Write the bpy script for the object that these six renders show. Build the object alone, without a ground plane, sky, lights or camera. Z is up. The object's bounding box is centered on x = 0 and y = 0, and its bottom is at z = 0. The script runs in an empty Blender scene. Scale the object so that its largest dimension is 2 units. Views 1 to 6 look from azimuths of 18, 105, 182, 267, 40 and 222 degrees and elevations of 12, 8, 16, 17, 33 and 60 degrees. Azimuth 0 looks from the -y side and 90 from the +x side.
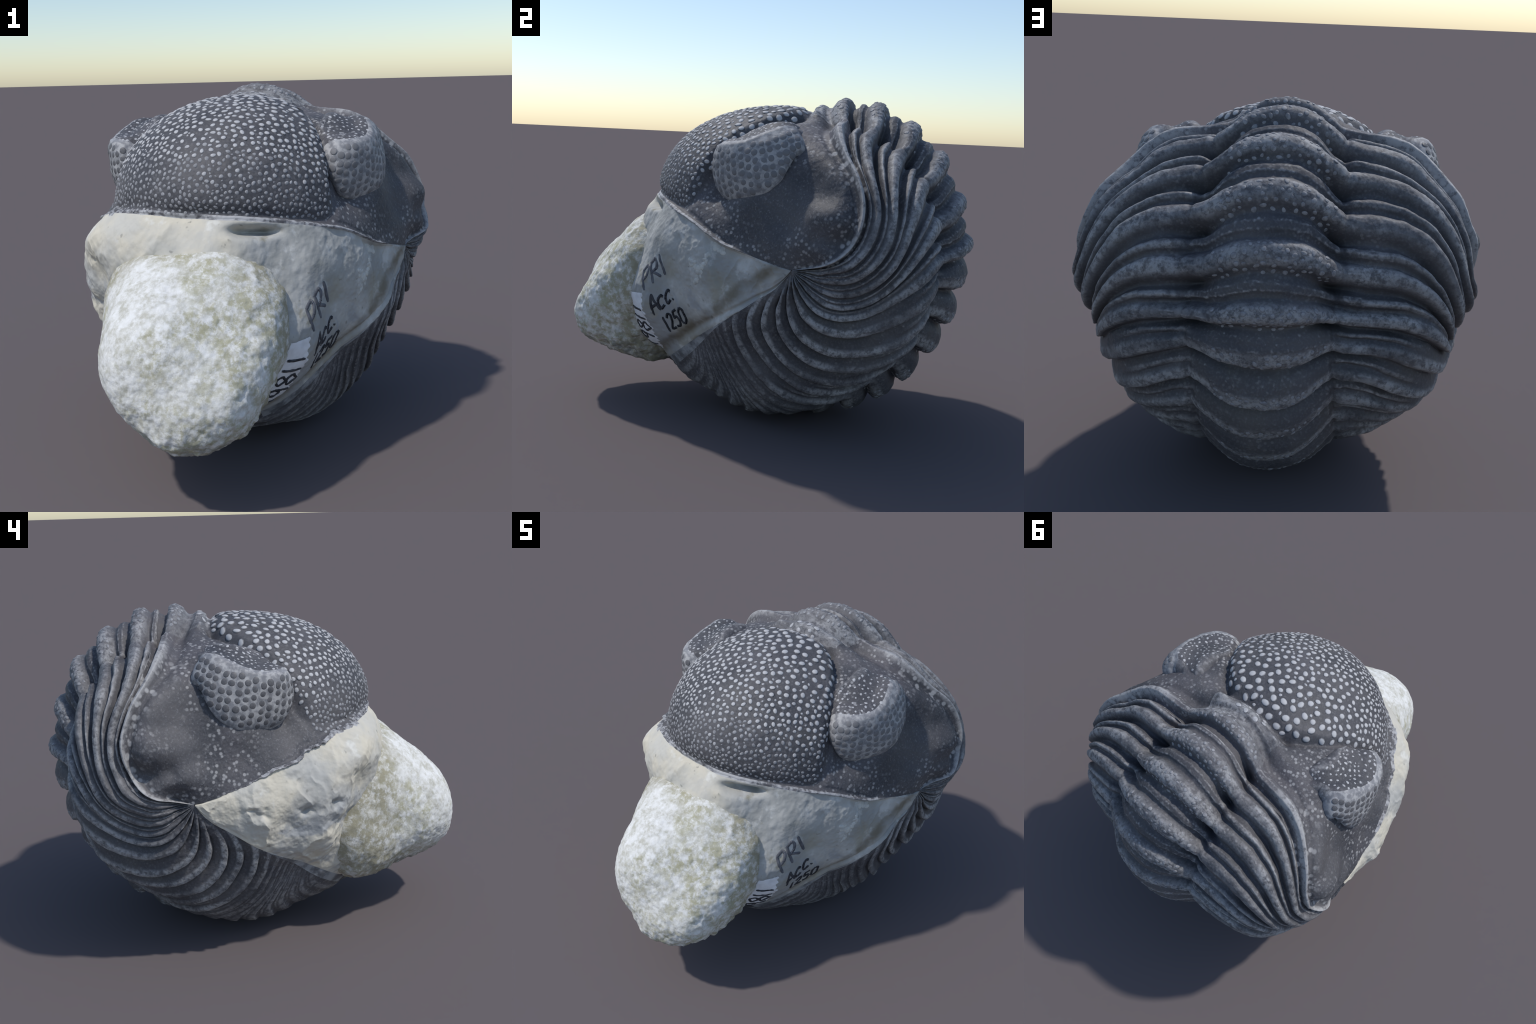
"""An enrolled (rolled-up) trilobite fossil with pale rock filling the gap of
the roll and a knob of white limestone stuck to the front.

The rolled body is one closed skin, described as a radius over a fan of
meridians whose two poles are the left and right hinges (where all the rib
tips meet).  The fan coordinate `t` (degrees) counts ribs along the back,
`lam` (degrees) goes from the left hinge (-90) over the midline (0) to the
right hinge (+90).  Eyes, lenses, tubercles, the limestone knob, the paper
label and the handwriting are separate pieces set on that skin."""
import bpy, math
import numpy as np
from mathutils import Matrix, Vector

rng = np.random.default_rng(7)
HUB = np.array([-.02, .287, .81])          # point on the hinge axis, mid-plane
MID = -.02                                 # mirror plane


# ------------------------------------------------------------------ numerics
def smooth(a, b, x):
    x = np.clip((x - a) / (np.asarray(b) - a), 0, 1)
    return x * x * (3 - 2 * x)


def curve(x, pts):
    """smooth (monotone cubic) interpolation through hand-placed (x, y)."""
    p = np.array(sorted(pts), float)
    X, Y = p[:, 0], p[:, 1]
    h = np.diff(X)
    d = np.diff(Y) / h
    m = np.zeros_like(Y)
    m[1:-1] = np.where(d[1:] * d[:-1] > 0, 2 * d[1:] * d[:-1] / np.where(d[1:] + d[:-1] == 0, 1, d[1:] + d[:-1]), 0)
    m[0], m[-1] = d[0], d[-1]
    x = np.clip(x, X[0], X[-1])
    i = np.clip(np.searchsorted(X, x) - 1, 0, len(h) - 1)
    s = (x - X[i]) / h[i]
    return ((1 + 2 * s) * (1 - s) ** 2 * Y[i] + s * (1 - s) ** 2 * h[i] * m[i]
            + s * s * (3 - 2 * s) * Y[i + 1] + s * s * (s - 1) * h[i] * m[i + 1])


def _hash(i, j, k, seed):
    h = (i * 374761393 + j * 668265263 + k * 2147483647 + seed * 974634721) & 0xffffffff
    h = ((h ^ (h >> 13)) * 1274126177) & 0xffffffff
    return ((h ^ (h >> 16)) & 0xffff) / 32767.5 - 1


def noise(P, scale, seed=0, octaves=3, rough=.5):
    out = np.zeros(len(P))
    amp, tot = 1., 0.
    for o in range(octaves):
        Q = P * scale * 2 ** o + 31.7 * o
        I = np.floor(Q).astype(np.int64)
        F = Q - I
        F = F * F * F * (F * (F * 6 - 15) + 10)
        v = 0
        for a in (0, 1):
            for b in (0, 1):
                for c in (0, 1):
                    w = (F[:, 0] if a else 1 - F[:, 0]) * (F[:, 1] if b else 1 - F[:, 1]) * (F[:, 2] if c else 1 - F[:, 2])
                    v = v + w * _hash(I[:, 0] + a, I[:, 1] + b, I[:, 2] + c, seed + o)
        out += amp * v
        tot += amp
        amp *= rough
    return out / tot


class Shell:
    """Radius over direction: a smooth skin through landmark points."""

    def __init__(self, hub, pts, soft=2e-4):
        self.hub = np.asarray(hub, float)
        q = np.asarray(pts, float) - self.hub
        r = np.linalg.norm(q, axis=1)
        self.D = q / r[:, None]
        n = len(q)
        K = self._k(self.D, self.D) + soft * np.eye(n)
        B = np.c_[np.ones(n), self.D]
        A = np.block([[K, B], [B.T, np.zeros((4, 4))]])
        self.w = np.linalg.solve(A, np.r_[r, np.zeros(4)])

    @staticmethod
    def _k(a, b):
        d2 = np.maximum(0, 2 - 2 * a @ b.T)
        return d2 * np.sqrt(d2)

    def __call__(self, D):
        out = np.empty(len(D))
        for s in range(0, len(D), 60000):
            d = D[s:s + 60000]
            out[s:s + 60000] = self._k(d, self.D) @ self.w[:-4] + self.w[-4] + d @ self.w[-3:]
        return out


def both(pts):
    """the same landmarks on the right and, mirrored, on the left side"""
    pts = np.array(pts, float)
    m = pts.copy()
    m[:, 0] = 2 * MID - m[:, 0]
    return np.vstack([pts, m])


def fan(phi, lam, r):
    p, l = np.radians(phi), np.radians(lam)
    return HUB + np.array([r * math.sin(l), r * math.cos(l) * math.cos(p), r * math.cos(l) * math.sin(p)])


def unit(v):
    return v / np.linalg.norm(v, axis=-1, keepdims=True)


# --------------------------------------------------------------- landmarks
# rings along the back: (height in the fan, distance from the hinge axis)
RING_T = [85.6, 72.3, 57.4, 41.7, 24.4, 6.6, -7.2, -22.9, -36.9, -52.1, -65, -77]
RING_R = [.739, .758, .752, .742, .718, .710, .686, .694, .704, .734, .767, .787]
TAIL_T = [-87.5, -96.5, -104.5, -111.5, -118, -123.5, -128.5, -133, -138, -144]
back = [fan(t, 0, r) for t, r in zip(RING_T, RING_R)]
belly = [(MID, .20, .012), (MID, -.02, .02), (MID, -.16, .05), (MID, -.30, .085), (MID, -.42, .125), (MID, -.515, .165)]
# flanks of the thorax: radius over the latitude, at several heights
FLANK_LAM = [33, 41, 50, 60, 70, 79]
FLANK = {66: [.742, .758, .776, .795, .808, .785], 45: [.75, .778, .806, .832, .836, .80], 20: [.745, .783, .808, .836, .834, .796],
         -8: [.727, .757, .774, .79, .793, .764], -34: [.737, .752, .762, .768, .766, .748], -60: [.742, .758, .762, .76, .756, .738]}
FLANK_L = {66: [.738, .762, .778, .79, .798, .778], 45: [.735, .772, .796, .808, .804, .772], 20: [.70, .748, .78, .796, .79, .764],
           -8: [.675, .710, .748, .755, .752, .738], -34: [.672, .705, .737, .735, .73, .727], -60: [.688, .712, .732, .732, .728, .715]}
flank = [fan(t, l, r) for t, row in FLANK.items() for l, r in zip(FLANK_LAM, row)]
flank += [fan(t, -l, r) for t, row in FLANK_L.items() for l, r in zip(FLANK_LAM, row)]
flank_tail = [(.27, .16, .02), (.30, -.05, .055), (.27, -.22, .13), (.44, .10, .12), (.44, -.06, .20), (.56, .12, .25), (.58, .0, .36), (.63, .16, .43),
              (.42, -.19, .29), (.20, -.37, .165)]
flank_tail_left = [HUB + (np.array([2 * MID - x, y, z]) - HUB) * k for (x, y, z), k in zip(flank_tail, [.975, .975, .975, .945, .95, .945, .955, .965, .97, .985])]
flank_tail = [HUB + (np.array(p) - HUB) * k for p, k in zip(flank_tail, [1, 1, 1, .99, .975, .97, .96, .97, .985, 1])]
hinge = [(.693, .281, .79)]
margin_left = [(-.137, -.545, 1.055), (-.289, -.502, 1.052), (-.403, -.43, 1.046), (-.494, -.334, 1.015), (-.555, -.245, .98), (-.612, -.156, .948), (-.66, -.068, .92), (-.689, .02, .893),
               (-.705, .103, .862), (-.725, .196, .842)]
margin = [(.10, -.547, 1.05), (.197, -.515, 1.046), (.278, -.473, 1.034), (.351, -.42, 1.02), (.418, -.358, 1.006), (.478, -.284, .985),
          (.534, -.202, .957), (.58, -.113, .915), (.62, -.01, .875), (.66, .12, .845), (.682, .205, .827)]
tail_edge = [(.163, -.433, .22), (.396, -.272, .366), (.49, -.156, .453), (.607, -.04, .538), (.657, .05, .602), (.666, .129, .656), (.677, .206, .707)]
STRIP_L = [(.379, -.553, .592), (.351, -.559, .528), (.318, -.562, .463), (.283, -.553, .401), (.245, -.536, .343), (.212, -.50, .297)]
STRIP_R = [(.432, -.475, .60), (.42, -.463, .52), (.391, -.452, .456), (.361, -.447, .403), (.323, -.435, .353), (.24, -.44, .295)]
fill_right = STRIP_L + STRIP_R[1:5] + [(.43, -.48, .628), (.475, -.368, .701), (.512, -.22, .524), (.317, -.462, .965), (.60, -.13, .80), (.66, .05, .73),
              (.62, -.03, .64), (.45, -.40, .88)]
fill_left = [(-.47, -.48, .98), (-.553, -.405, .925), (-.485, -.42, .80), (-.505, -.405, .73), (-.43, -.385, .60), (-.43, -.37, .47), (-.66, -.205, .79), (-.37, -.52, .66), (-.34, -.535, .45), (-.655, -.17, .63), (-.735, .03, .72), (-.57, -.28, .52), (-.69, -.10, .70)]
fill_front = [(0, -.585, .975), (.02, -.622, .905), (.2, -.58, .935), (-.2, -.59, .935), (0, -.60, .70), (0, -.58, .42), (-.2, -.54, .40), (-.2, -.58, .75), (.2, -.58, .75)]
# cheeks: posterior border, under the eye, and the furrow round the glabella
cheek = [(.28, .32, 1.432), (.42, .365, 1.402), (.522, .405, 1.337), (.615, .46, 1.262), (.676, .505, 1.178), (.708, .54, 1.095),
         (.715, .49, .95), (.705, .385, .86), (.46, -.11, 1.09), (.565, -.015, 1.06), (.612, .097, 1.08), (.60, .21, 1.16), (.555, .255, 1.27),
         (.52, -.15, 1.02), (.615, .05, .97), (.665, .20, .95), (.645, .30, 1.08), (.60, .33, 1.2), (.48, .31, 1.35), (.25, .262, 1.45), (.36, .285, 1.41), (.668, .41, 1.11), (.665, .275, .975), (.672, .36, .93)]
cheek_left = [(2 * MID - x, y, z) for x, y, z in cheek[:4]] + [(-.685, .487, 1.215), (-.71, .535, 1.13), (-.70, .47, .955), (-.715, .375, .865)]
cheek_left += [(2 * MID - .985 * x, y, z) for x, y, z in cheek[8:]]
cheek_left[-3:] = [(-.70, .41, 1.11), (-.70, .275, .985), (-.705, .355, .94)]
furrow = [(.23, .195, 1.425), (.32, .03, 1.385), (.405, -.105, 1.29), (.43, -.155, 1.19), (.455, -.20, 1.12), (.48, -.25, 1.05), (.36, .10, 1.39)]
under = [(MID, .0, 1.38), (MID, -.25, 1.28), (MID, -.45, 1.12), (MID, -.54, 1.055), (MID, .205, 1.505), (MID, .26, 1.528), (.2, -.1, 1.35), (.22, -.33, 1.17)]
skin = Shell(HUB, np.vstack([back, belly, flank, flank_tail, flank_tail_left, both(hinge), margin, margin_left, both(tail_edge),
                            fill_right, fill_left, fill_front, cheek, cheek_left, both(furrow), under]))

GLAB_C, GLAB_A, GLAB_TILT = np.array([-.0113, .1373, 1.0106]), np.array([.571, .703, .483]), -.161


def glabella_radius(D):
    c, s = math.cos(GLAB_TILT), math.sin(GLAB_TILT)
    R = np.array([[1, 0, 0], [0, c, s], [0, -s, c]]) / GLAB_A[:, None]
    d = D @ R.T
    e = R @ (HUB - GLAB_C)
    a, b, k = (d * d).sum(1), d @ e, e @ e - 1
    return (-b + np.sqrt(np.maximum(b * b - a * k, 0))) / a


# outline of the glabella, seen from the hub: latitude half-width over height
GLAB_OUT = both([(.185, .19, 1.45), (.318, .04, 1.40), (.415, -.105, 1.32), (.447, -.166, 1.188), (.468, -.207, 1.12), (.49, -.255, 1.05)])


def to_fan(D):
    phi = np.degrees(np.arctan2(D[:, 2], D[:, 1]))
    phi = np.where(phi < -150, phi + 360, phi)
    return phi, np.degrees(np.arcsin(np.clip(D[:, 0], -1, 1)))


_o = GLAB_OUT[:6] - HUB
_op, _ol = to_fan(unit(_o))
GLAB_PHI0, GLAB_PHI1 = 97.5, 163.4


def glabella_inside(phi, lam):
    """signed 'degrees inside' the glabella outline"""
    half = np.interp(phi, [80] + list(_op) + [GLAB_PHI1, 175], [12] + list(_ol) + [39, 39])
    side = (half - np.abs(lam))
    front = (GLAB_PHI1 - .0014 * lam ** 2) - phi
    rear = (phi - GLAB_PHI0) * .55
    def smin(a, b, k=6.):
        h = np.clip(.5 + .5 * (b - a) / k, 0, 1)
        return b + (a - b) * h - k * h * (1 - h)
    return smin(smin(side * .9, front), rear)


# fan twist: ribs sweep round as they near the hinge
SWEEP = [(0, 0), (20, 0), (30, .6), (35, 2.2), (40, 5.5), (45, 10), (50, 16.5), (55, 25.5), (60, 37), (65, 48), (70, 58), (75, 65), (82, 71), (90, 74), (110, 80)]
# the rings are bowed: forward in the middle on the upper back, backward low down
BOW = [(0, 0), (8, .5), (15, 2.3), (22, 4.2), (30, 4.1), (37, 2.6), (46, .8), (56, 0), (90, 0)]
BOW_K = [(-160, -.9), (-60, -.75), (-25, -.65), (-5, 0), (12, .8), (30, 1), (220, 1)]
SWEEP_SHIFT = [(-150, 13), (-84, 9), (-65, 6.5), (-50, 5.5), (-40, 4), (-20, 1), (0, -4), (10, -4), (25, -1), (40, 0), (220, 0)]


def sweep(t, lam):
    s = np.clip((np.abs(lam) - 25) / 15, 0, 1)
    return curve(np.abs(lam) + curve(t, SWEEP_SHIFT) * s, SWEEP) + curve(np.abs(lam), BOW) * curve(t, BOW_K)


# ------------------------------------------------------------------ the grid
LAM = np.linspace(-89.85, 89.85, 641)
MARGIN_PHI = [(-90, 168), (-74, 165.2), (-67, 162.8), (-52, 162.6), (-44, 162.2), (-36, 161.7), (-27, 161.8), (-12, 163), (0, 163.8), (15, 163.8), (27, 163.4), (40, 163), (47, 163.3), (55, 165.3), (65, 167.6), (76, 168), (90, 169.5)]
EDGE_PHI = [(-90, -118), (-82, -127), (-73, -136), (-60, -139.5), (-40, -141.2), (0, -141.5), (40, -141.2), (60, -139.5), (73, -136), (82, -127), (90, -118)]
N_HEAD, N_FILL, N_BACK, N_TAIL = 330, 150, 560, 230
T_NECK, T_TAIL = 79.0, -82.0


def inv_t(phi, lam):
    """fan coordinate t for a position angle phi on latitude lam"""
    t = phi.copy()
    for _ in range(30):
        t = t + .7 * (phi - (t - sweep(t, lam)))
    return t


MARGIN_LIFT = 0
_rag = noise(np.c_[LAM * .13, LAM * 0, LAM * 0], 1, 61, 5, .62) * np.where(LAM < -26, 3.2, .35) * smooth(88, 78, np.abs(LAM))
MARG = curve(LAM, MARGIN_PHI) + _rag
t_margin = inv_t(MARG, LAM)
t_edge = inv_t(curve(LAM, EDGE_PHI), LAM)
nl = len(LAM)
cols = []
s = np.linspace(0, 1, N_TAIL, endpoint=False)
cols.append(t_edge[:, None] + (np.maximum(T_TAIL, t_edge + .02) - t_edge)[:, None] * s)                 # tail shield
s = np.linspace(0, 1, N_BACK, endpoint=False)
cols.append(np.full(nl, T_TAIL)[:, None] + (T_NECK - T_TAIL) * s)             # thorax
s = np.linspace(0, 1, N_HEAD, endpoint=False)
cols.append(T_NECK + (t_margin - T_NECK)[:, None] * s)                        # head
s = np.linspace(0, 1, N_FILL, endpoint=False)
cols.append(t_margin[:, None] + (t_edge + 360 - t_margin)[:, None] * s)       # rock fill
T = np.concatenate(cols, 1)
# near the hinges the rearmost plates run out against the rock edge
T[:, N_TAIL:] = np.maximum(T[:, N_TAIL:], t_edge[:, None] + .02 * np.arange(1, T.shape[1] - N_TAIL + 1))
nt = T.shape[1]
L = np.repeat(LAM[:, None], nt, 1)
Tw = np.where(T > 222, 222, T)
PHI = T - sweep(Tw, L)
part = np.zeros(nt, int)
part[N_TAIL:N_TAIL + N_BACK] = 1
part[N_TAIL + N_BACK:N_TAIL + N_BACK + N_HEAD] = 2
part[N_TAIL + N_BACK + N_HEAD:] = 3
PARTC = np.repeat(part[None], nl, 0)
# blend fill region so the loop closes exactly (t_edge + 360 column == first column)
k = part == 3
f = np.linspace(0, 1, N_FILL, endpoint=False)
phi_m, phi_e = MARG, curve(LAM, EDGE_PHI) + 360
PHI[:, k] = phi_m[:, None] + (phi_e - phi_m)[:, None] * f

p_, l_ = np.radians(PHI.ravel()), np.radians(L.ravel())
DIR = np.stack([np.sin(l_), np.cos(l_) * np.cos(p_), np.cos(l_) * np.sin(p_)], 1)
t_, lam_, phi_, part_ = T.ravel(), L.ravel(), PHI.ravel(), PARTC.ravel()
phi_ = np.where(phi_ > 210, phi_ - 360, phi_)
al_ = np.abs(lam_)

R = skin(DIR)

# --- glabella: a swollen lobe standing above the furrow round it
head = part_ == 2
gin = np.full(len(R), -99.)
gin[head] = glabella_inside(phi_[head], lam_[head])
g = gin > -6
gr = glabella_radius(DIR[g])
w = smooth(-1.2, 3.2, gin[g])
R[g] = R[g] + w * np.maximum(gr - R[g], -.02)
R[g] -= .014 * np.exp(-((gin[g] + .3) / 1.6) ** 2)

# --- axial lobe, rings and ribs of the back
AXIS_W = [(-150, 6), (-141, 7), (-120, 13), (-100, 17.5), (-75, 21.5), (-50, 23), (-25, 23.5), (0, 24), (25, 24.5), (40, 23), (57, 21.5), (72, 20), (86, 19), (92, 17)]
RING_H = [(-1, 0), (0, .003), (.10, .001), (.19, -.009), (.28, -.034), (.335, -.041), (.41, -.035), (.50, -.025), (.60, -.024), (.68, -.032), (.735, -.034), (.81, -.017), (.90, -.002), (1, .003)]
RING_LOW = [(-1, 0), (0, .002), (.08, .000), (.15, -.008), (.21, -.025), (.26, -.042), (.30, -.049), (.345, -.045), (.42, -.030), (.52, -.015), (.65, -.004), (.8, .003), (.92, .003), (1, .002)]
RIB_H = [(-1, 0), (0, .004), (.12, .001), (.22, -.012), (.32, -.038), (.385, -.043), (.45, -.032), (.52, -.011), (.585, -.005), (.65, -.010), (.72, -.024), (.765, -.025), (.85, -.007), (.93, .002), (1, .004)]
RIB_LOW = [(-1, 0), (0, .010), (.10, .011), (.19, .003), (.25, -.024), (.295, -.040), (.34, -.036), (.44, -.020), (.56, -.012), (.62, -.014), (.68, -.017), (.76, -.008), (.9, .007), (1, .010)]
PLATE = [(-1, 0), (0, .013), (.12, .013), (.21, .006), (.265, -.018), (.305, -.026), (.37, -.019), (.5, -.010), (.7, -.001), (.88, .009), (1, .013)]     # broad overlapping rib ends
TAIL_RIB = [(-1, 0), (0, .006), (.18, .007), (.28, .000), (.38, -.013), (.46, -.014), (.62, -.008), (.8, .000), (1, .006)]
ARCH_D = -.040
ARCH = [(0, 0), (.3, .05), (.5, .24), (.75, .66), (.93, .96), (1.03, 1), (1.18, .86), (1.42, .45), (1.68, .14), (2, 0), (9, 0)]
AXIS_OFF = [(-150, 0), (-110, 0), (-60, 1), (-30, 2.5), (0, 4), (15, 4), (40, 3), (57, 2), (80, 1), (90, 0)]   # the axial lobe sits a little right of the middle
crest = np.array(RING_T + TAIL_T)


def relief(t, lam, to_edge):
    """height of rings, ribs and grooves above the smooth skin"""
    al = np.abs(lam)
    ax = np.abs(lam - curve(t, AXIS_OFF) * smooth(60, 25, al))
    # ring index (continuous): v = 0 on a crest, 1 on the next one behind
    kk = np.interp(-t, -crest, np.arange(len(crest)))
    i = np.floor(kk)
    v = kk - i
    aw = curve(t, AXIS_W)
    q = ax / aw
    low = smooth(7, -5, t)                       # flatter, overlapping plates low on the back
    lowp = np.clip(low * .75 + smooth(50, 62, al) * .8, 0, 1)
    tail = smooth(-80, -86, t)
    ring = (1 - low) * curve(v, RING_H) + low * curve(v, RING_LOW)
    rib = (1 - lowp) * curve(v, RIB_H) + lowp * curve(v, RIB_LOW) * 1.1 * (1 - .6 * smooth(20, -55, t) * smooth(42, 56, al))
    flat = smooth(36, 50, al) * smooth(26, 4, t)
    rib = rib * (1 - flat) + flat * curve(v, PLATE) * (1 - .5 * smooth(-30, -70, t))
    fade = 1 - smooth(-105, -138, t) * .75
    ring = ring * (1 - tail) + tail * curve(v, TAIL_RIB) * 1.5 * fade
    rib = rib * (1 - tail) + tail * curve(v, TAIL_RIB) * fade * .6 * (1 - .3 * smooth(22, 40, al)) * (1 - smooth(52, 62, al + (-t - 84) * .55) * .85)
    # the ring is an arch: pits where its side meets the furrow
    arch = ARCH_D * np.clip(curve(q, ARCH), 0, 1)
    arch *= curve(t, [(-150, .2), (-141, .3), (-110, .8), (-80, 1.05), (-50, 1.25), (-25, 1.4), (0, 1.2), (15, .85), (40, .85), (86, .6)])
    ringw = smooth(1.2, .9, q)
    pit = 1 + .75 * smooth(.45, .9, q) * smooth(1.35, 1.05, q) * (1 - low)
    ribfade = (1 - smooth(46, 76, al) * .72 * (1 - .7 * flat)) * (1 + .3 * np.clip(noise(P0[b], 6, 71, 2) * 2, -1, 1)) * smooth(.012, np.where(lam < -40, .10, .06), to_edge)
    notch = -.011 * np.exp(-((q - 1.03) / .055) ** 2) * smooth(-125, -100, t)
    deep = -.042 * np.exp(-((q - .95) / .17) ** 2) * (np.exp(-((v - .36) / .10) ** 2) * (1 - low) + .25 * np.exp(-((v - .31) / .07) ** 2) * low) * (1 - tail)
    return deep + notch + arch + ringw * ring * pit + (1 - ringw) * rib * ribfade * pit


b = part_ <= 1
P0 = HUB + DIR * R[:, None]
wob = noise(P0[b], 5, 11, 2) * .8 + noise(P0[b], 16, 12, 2) * .5 + noise(P0[b], 9, 13, 2) * 3.5 * smooth(66, 80, al_[b])
to_edge = np.radians((PHI - curve(LAM, EDGE_PHI)[:, None]).ravel()[b]) * np.cos(l_[b]) * .75
R[b] += .014 * noise(P0[b], 20, 97, 3) * smooth(74, 83, al_[b])
R[b] += relief(t_[b] + wob, lam_[b], to_edge) * (1 - .12 * noise(P0[b], 7, 5, 2))
# last thorax rib dives under the head border; head rear: occipital ring, border ridge
h = head & (t_ < 112)
th, lh = t_[h], np.abs(lam_[h])
aw = curve(th, AXIS_W)
q = lh / aw
ringw = smooth(1.15, .9, q)
occ = curve(th, [(79, -.037), (80.1, -.046), (81.1, -.052), (81.9, -.043), (83.1, -.012), (84.3, 0), (85.6, .002), (87, -.004), (88.4, -.018), (90, -.034), (91.5, -.030), (93.5, -.010), (96, -.006), (98, -.016), (100, -.012), (104, 0), (112, 0)])
arch = ARCH_D * np.clip(curve(q, ARCH), 0, 1)
arch *= smooth(97, 90, th) * .75
vo = (85.6 - th) / 13.3
pit = 1 + .75 * smooth(.45, .9, q) * smooth(1.35, 1.05, q) * smooth(84, 82, th)
occ, arch = occ * pit, arch - .018 * np.exp(-((q - .95) / .17) ** 2) * np.exp(-((vo - .36) / .10) ** 2)
border = curve(th, [(79, -.016), (79.7, -.034), (80.5, -.043), (81.3, -.036), (82.5, -.008), (83.7, .013), (85.2, .014), (87, -.008), (89, -.034), (91, -.036), (94, -.022), (99, -.008), (106, .0), (112, 0)])
border = np.where(border < 0, border * (1 - .4 * smooth(36, 52, lh)), border)
border *= 1 - .75 * smooth(60, 78, lh) * smooth(84, 88, th)
keep = 1 - smooth(0, 3, gin[h])
sl, ph_ = lam_[h], phi_[h]
node = .022 * np.exp(-((ph_ - 95.2) / 2.3) ** 2 - ((np.abs(sl) - 14.5) / 3.2) ** 2) + .013 * np.exp(-((ph_ - 95.8) / 2.2) ** 2 - (sl / 6.5) ** 4)
node -= .026 * np.exp(-((ph_ - 99.5) / 2.0) ** 2 - ((np.abs(sl) - 17.5) / 3) ** 2)
R[h] += node * (1 - smooth(2, 6, gin[h]))
R[h] += keep * (arch + ringw * occ + (1 - ringw) * border * (1 - smooth(84, 90, lh)))
# front border of the head: a thin raised rim over the rock
h = head & (t_ > T_NECK + 20)
dm = (np.repeat(t_margin[:, None], nt, 1).ravel() - t_)[h]
R[h] += .015 * np.exp(-((dm - .7) / .8) ** 2) * smooth(75, 60, al_[h]) - .004 * np.exp(-((dm - 3.0) / 1.2) ** 2) * smooth(70, 50, al_[h])

# --- rock fill: rough, set back a little under the head rim
fl = part_ == 3
Pf = HUB + DIR[fl] * R[fl][:, None]
ff = np.repeat(np.linspace(0, 1, N_FILL, endpoint=False)[None], nl, 0).ravel()
left = smooth(.1, -.25, Pf[:, 0])
edge = np.repeat(np.r_[np.zeros(nt - N_FILL), np.linspace(0, 1, N_FILL, endpoint=False)][None], nl, 0).ravel()[fl]
rim = np.exp(-(edge / .03) ** 2)
R[fl] += noise(Pf, 4, 21, 2) * .016 * smooth(0, .1, edge) * smooth(1, .85, edge) + noise(Pf, 14, 22, 4) * .006 + noise(Pf, 60, 23, 2) * .0016
R[fl] -= .010 * np.exp(-((edge - .93) / .03) ** 2) * (1 - left)              # brown groove above the tail edge
R[fl] -= .095 * np.exp(-np.abs((Pf[:, 0] - .225) / .075) ** 3 - ((Pf[:, 2] - 1.008 + .10 * (Pf[:, 0] - .2)) / .016) ** 2) * (Pf[:, 1] < 0)   # slot under the rim
# dents and pits on the left face, placed by direction
DENTS = [((-.584, -.279, .754), .030, .030), ((-.632, -.173, .738), .026, .026), ((-.738, .036, .754), .034, .026), ((-.50, -.40, .86), .035, .014), ((-.55, -.30, .64), .045, .016), ((-.66, -.12, .66), .05, .012)]
warp3 = np.stack([noise(Pf, 16, 80 + k_, 3) for k_ in range(3)], 1) * .035
for c_, w_, d_ in DENTS:
    dv = unit(np.array(c_) - HUB)
    dd = (DIR[fl] - dv) * np.linalg.norm(np.array(c_) - HUB) + warp3
    R[fl] -= d_ * np.exp(-((dd * [1, .75, 1.3]) ** 2).sum(1) / w_ ** 2) * .85
ridge = 1 - np.abs(noise(Pf @ np.array([[1, .3, 0], [-.3, 1, .6], [0, -.6, .7]]), 5.5, 91, 4)) * 2.2
R[fl] += left * .010 * (np.clip(ridge, 0, 1) ** 2 - .4) * smooth(0, .06, edge) * smooth(1, .93, edge)
R[fl] += (1 - left) * .006 * np.clip(ridge, 0, 1) ** 3 * smooth(0, .06, edge) * smooth(.85, .7, edge)
# step in the rock on the right cheek side
dstep = (Pf[:, 1] + .10) + .35 * (Pf[:, 2] - .8)
R[fl] -= .014 * smooth(-.012, .012, dstep) * smooth(.3, .1, dstep) * (Pf[:, 0] > .2) * smooth(.58, .72, Pf[:, 2]) * smooth(0, .05, edge)
# fine grain of the shell
sh = ~fl
Ps = HUB + DIR[sh] * R[sh][:, None]
R[sh] += noise(Ps, 22, 31, 3) * .0028 + noise(Ps, 90, 32, 2) * .0011

P = HUB + DIR * R[:, None]
GRID = P.reshape(nl, nt, 3)
dt = np.roll(GRID, -1, 1) - np.roll(GRID, 1, 1)
dl = np.gradient(GRID, axis=0)
NRM = np.cross(dl, dt)
NRM = unit(NRM + 1e-12)
if (NRM.reshape(-1, 3) * DIR).sum() < 0:
    NRM = -NRM
RG = R.reshape(nl, nt)


def on_skin(D):
    """skin point and normal for directions seen from the hub"""
    D = np.atleast_2d(unit(np.asarray(D, float)))
    phi, lam = to_fan(D)
    Pp, Nn = np.empty_like(D), np.empty_like(D)
    for n in range(len(D)):
        i = int(np.clip(round((lam[n] - LAM[0]) / (LAM[1] - LAM[0])), 0, nl - 1))
        row = PHI[i]
        x = phi[n]
        while x < row[0]:
            x += 360
        while x >= row[0] + 360:
            x -= 360
        j = int(np.searchsorted(row, x)) - 1
        j2 = (j + 1) % nt
        a = (x - row[j]) / max(1e-6, (row[j2] if j2 else row[0] + 360) - row[j])
        r = RG[i, j] * (1 - a) + RG[i, j2] * a
        Pp[n] = HUB + D[n] * r
        Nn[n] = NRM[i, j]
    return Pp, Nn


# ------------------------------------------------------------------ materials
def new_mat(name):
    m = bpy.data.materials.new(name)
    m.use_nodes = True
    nt_ = m.node_tree
    return m, nt_, nt_.nodes, nt_.links, nt_.nodes['Principled BSDF']


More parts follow.
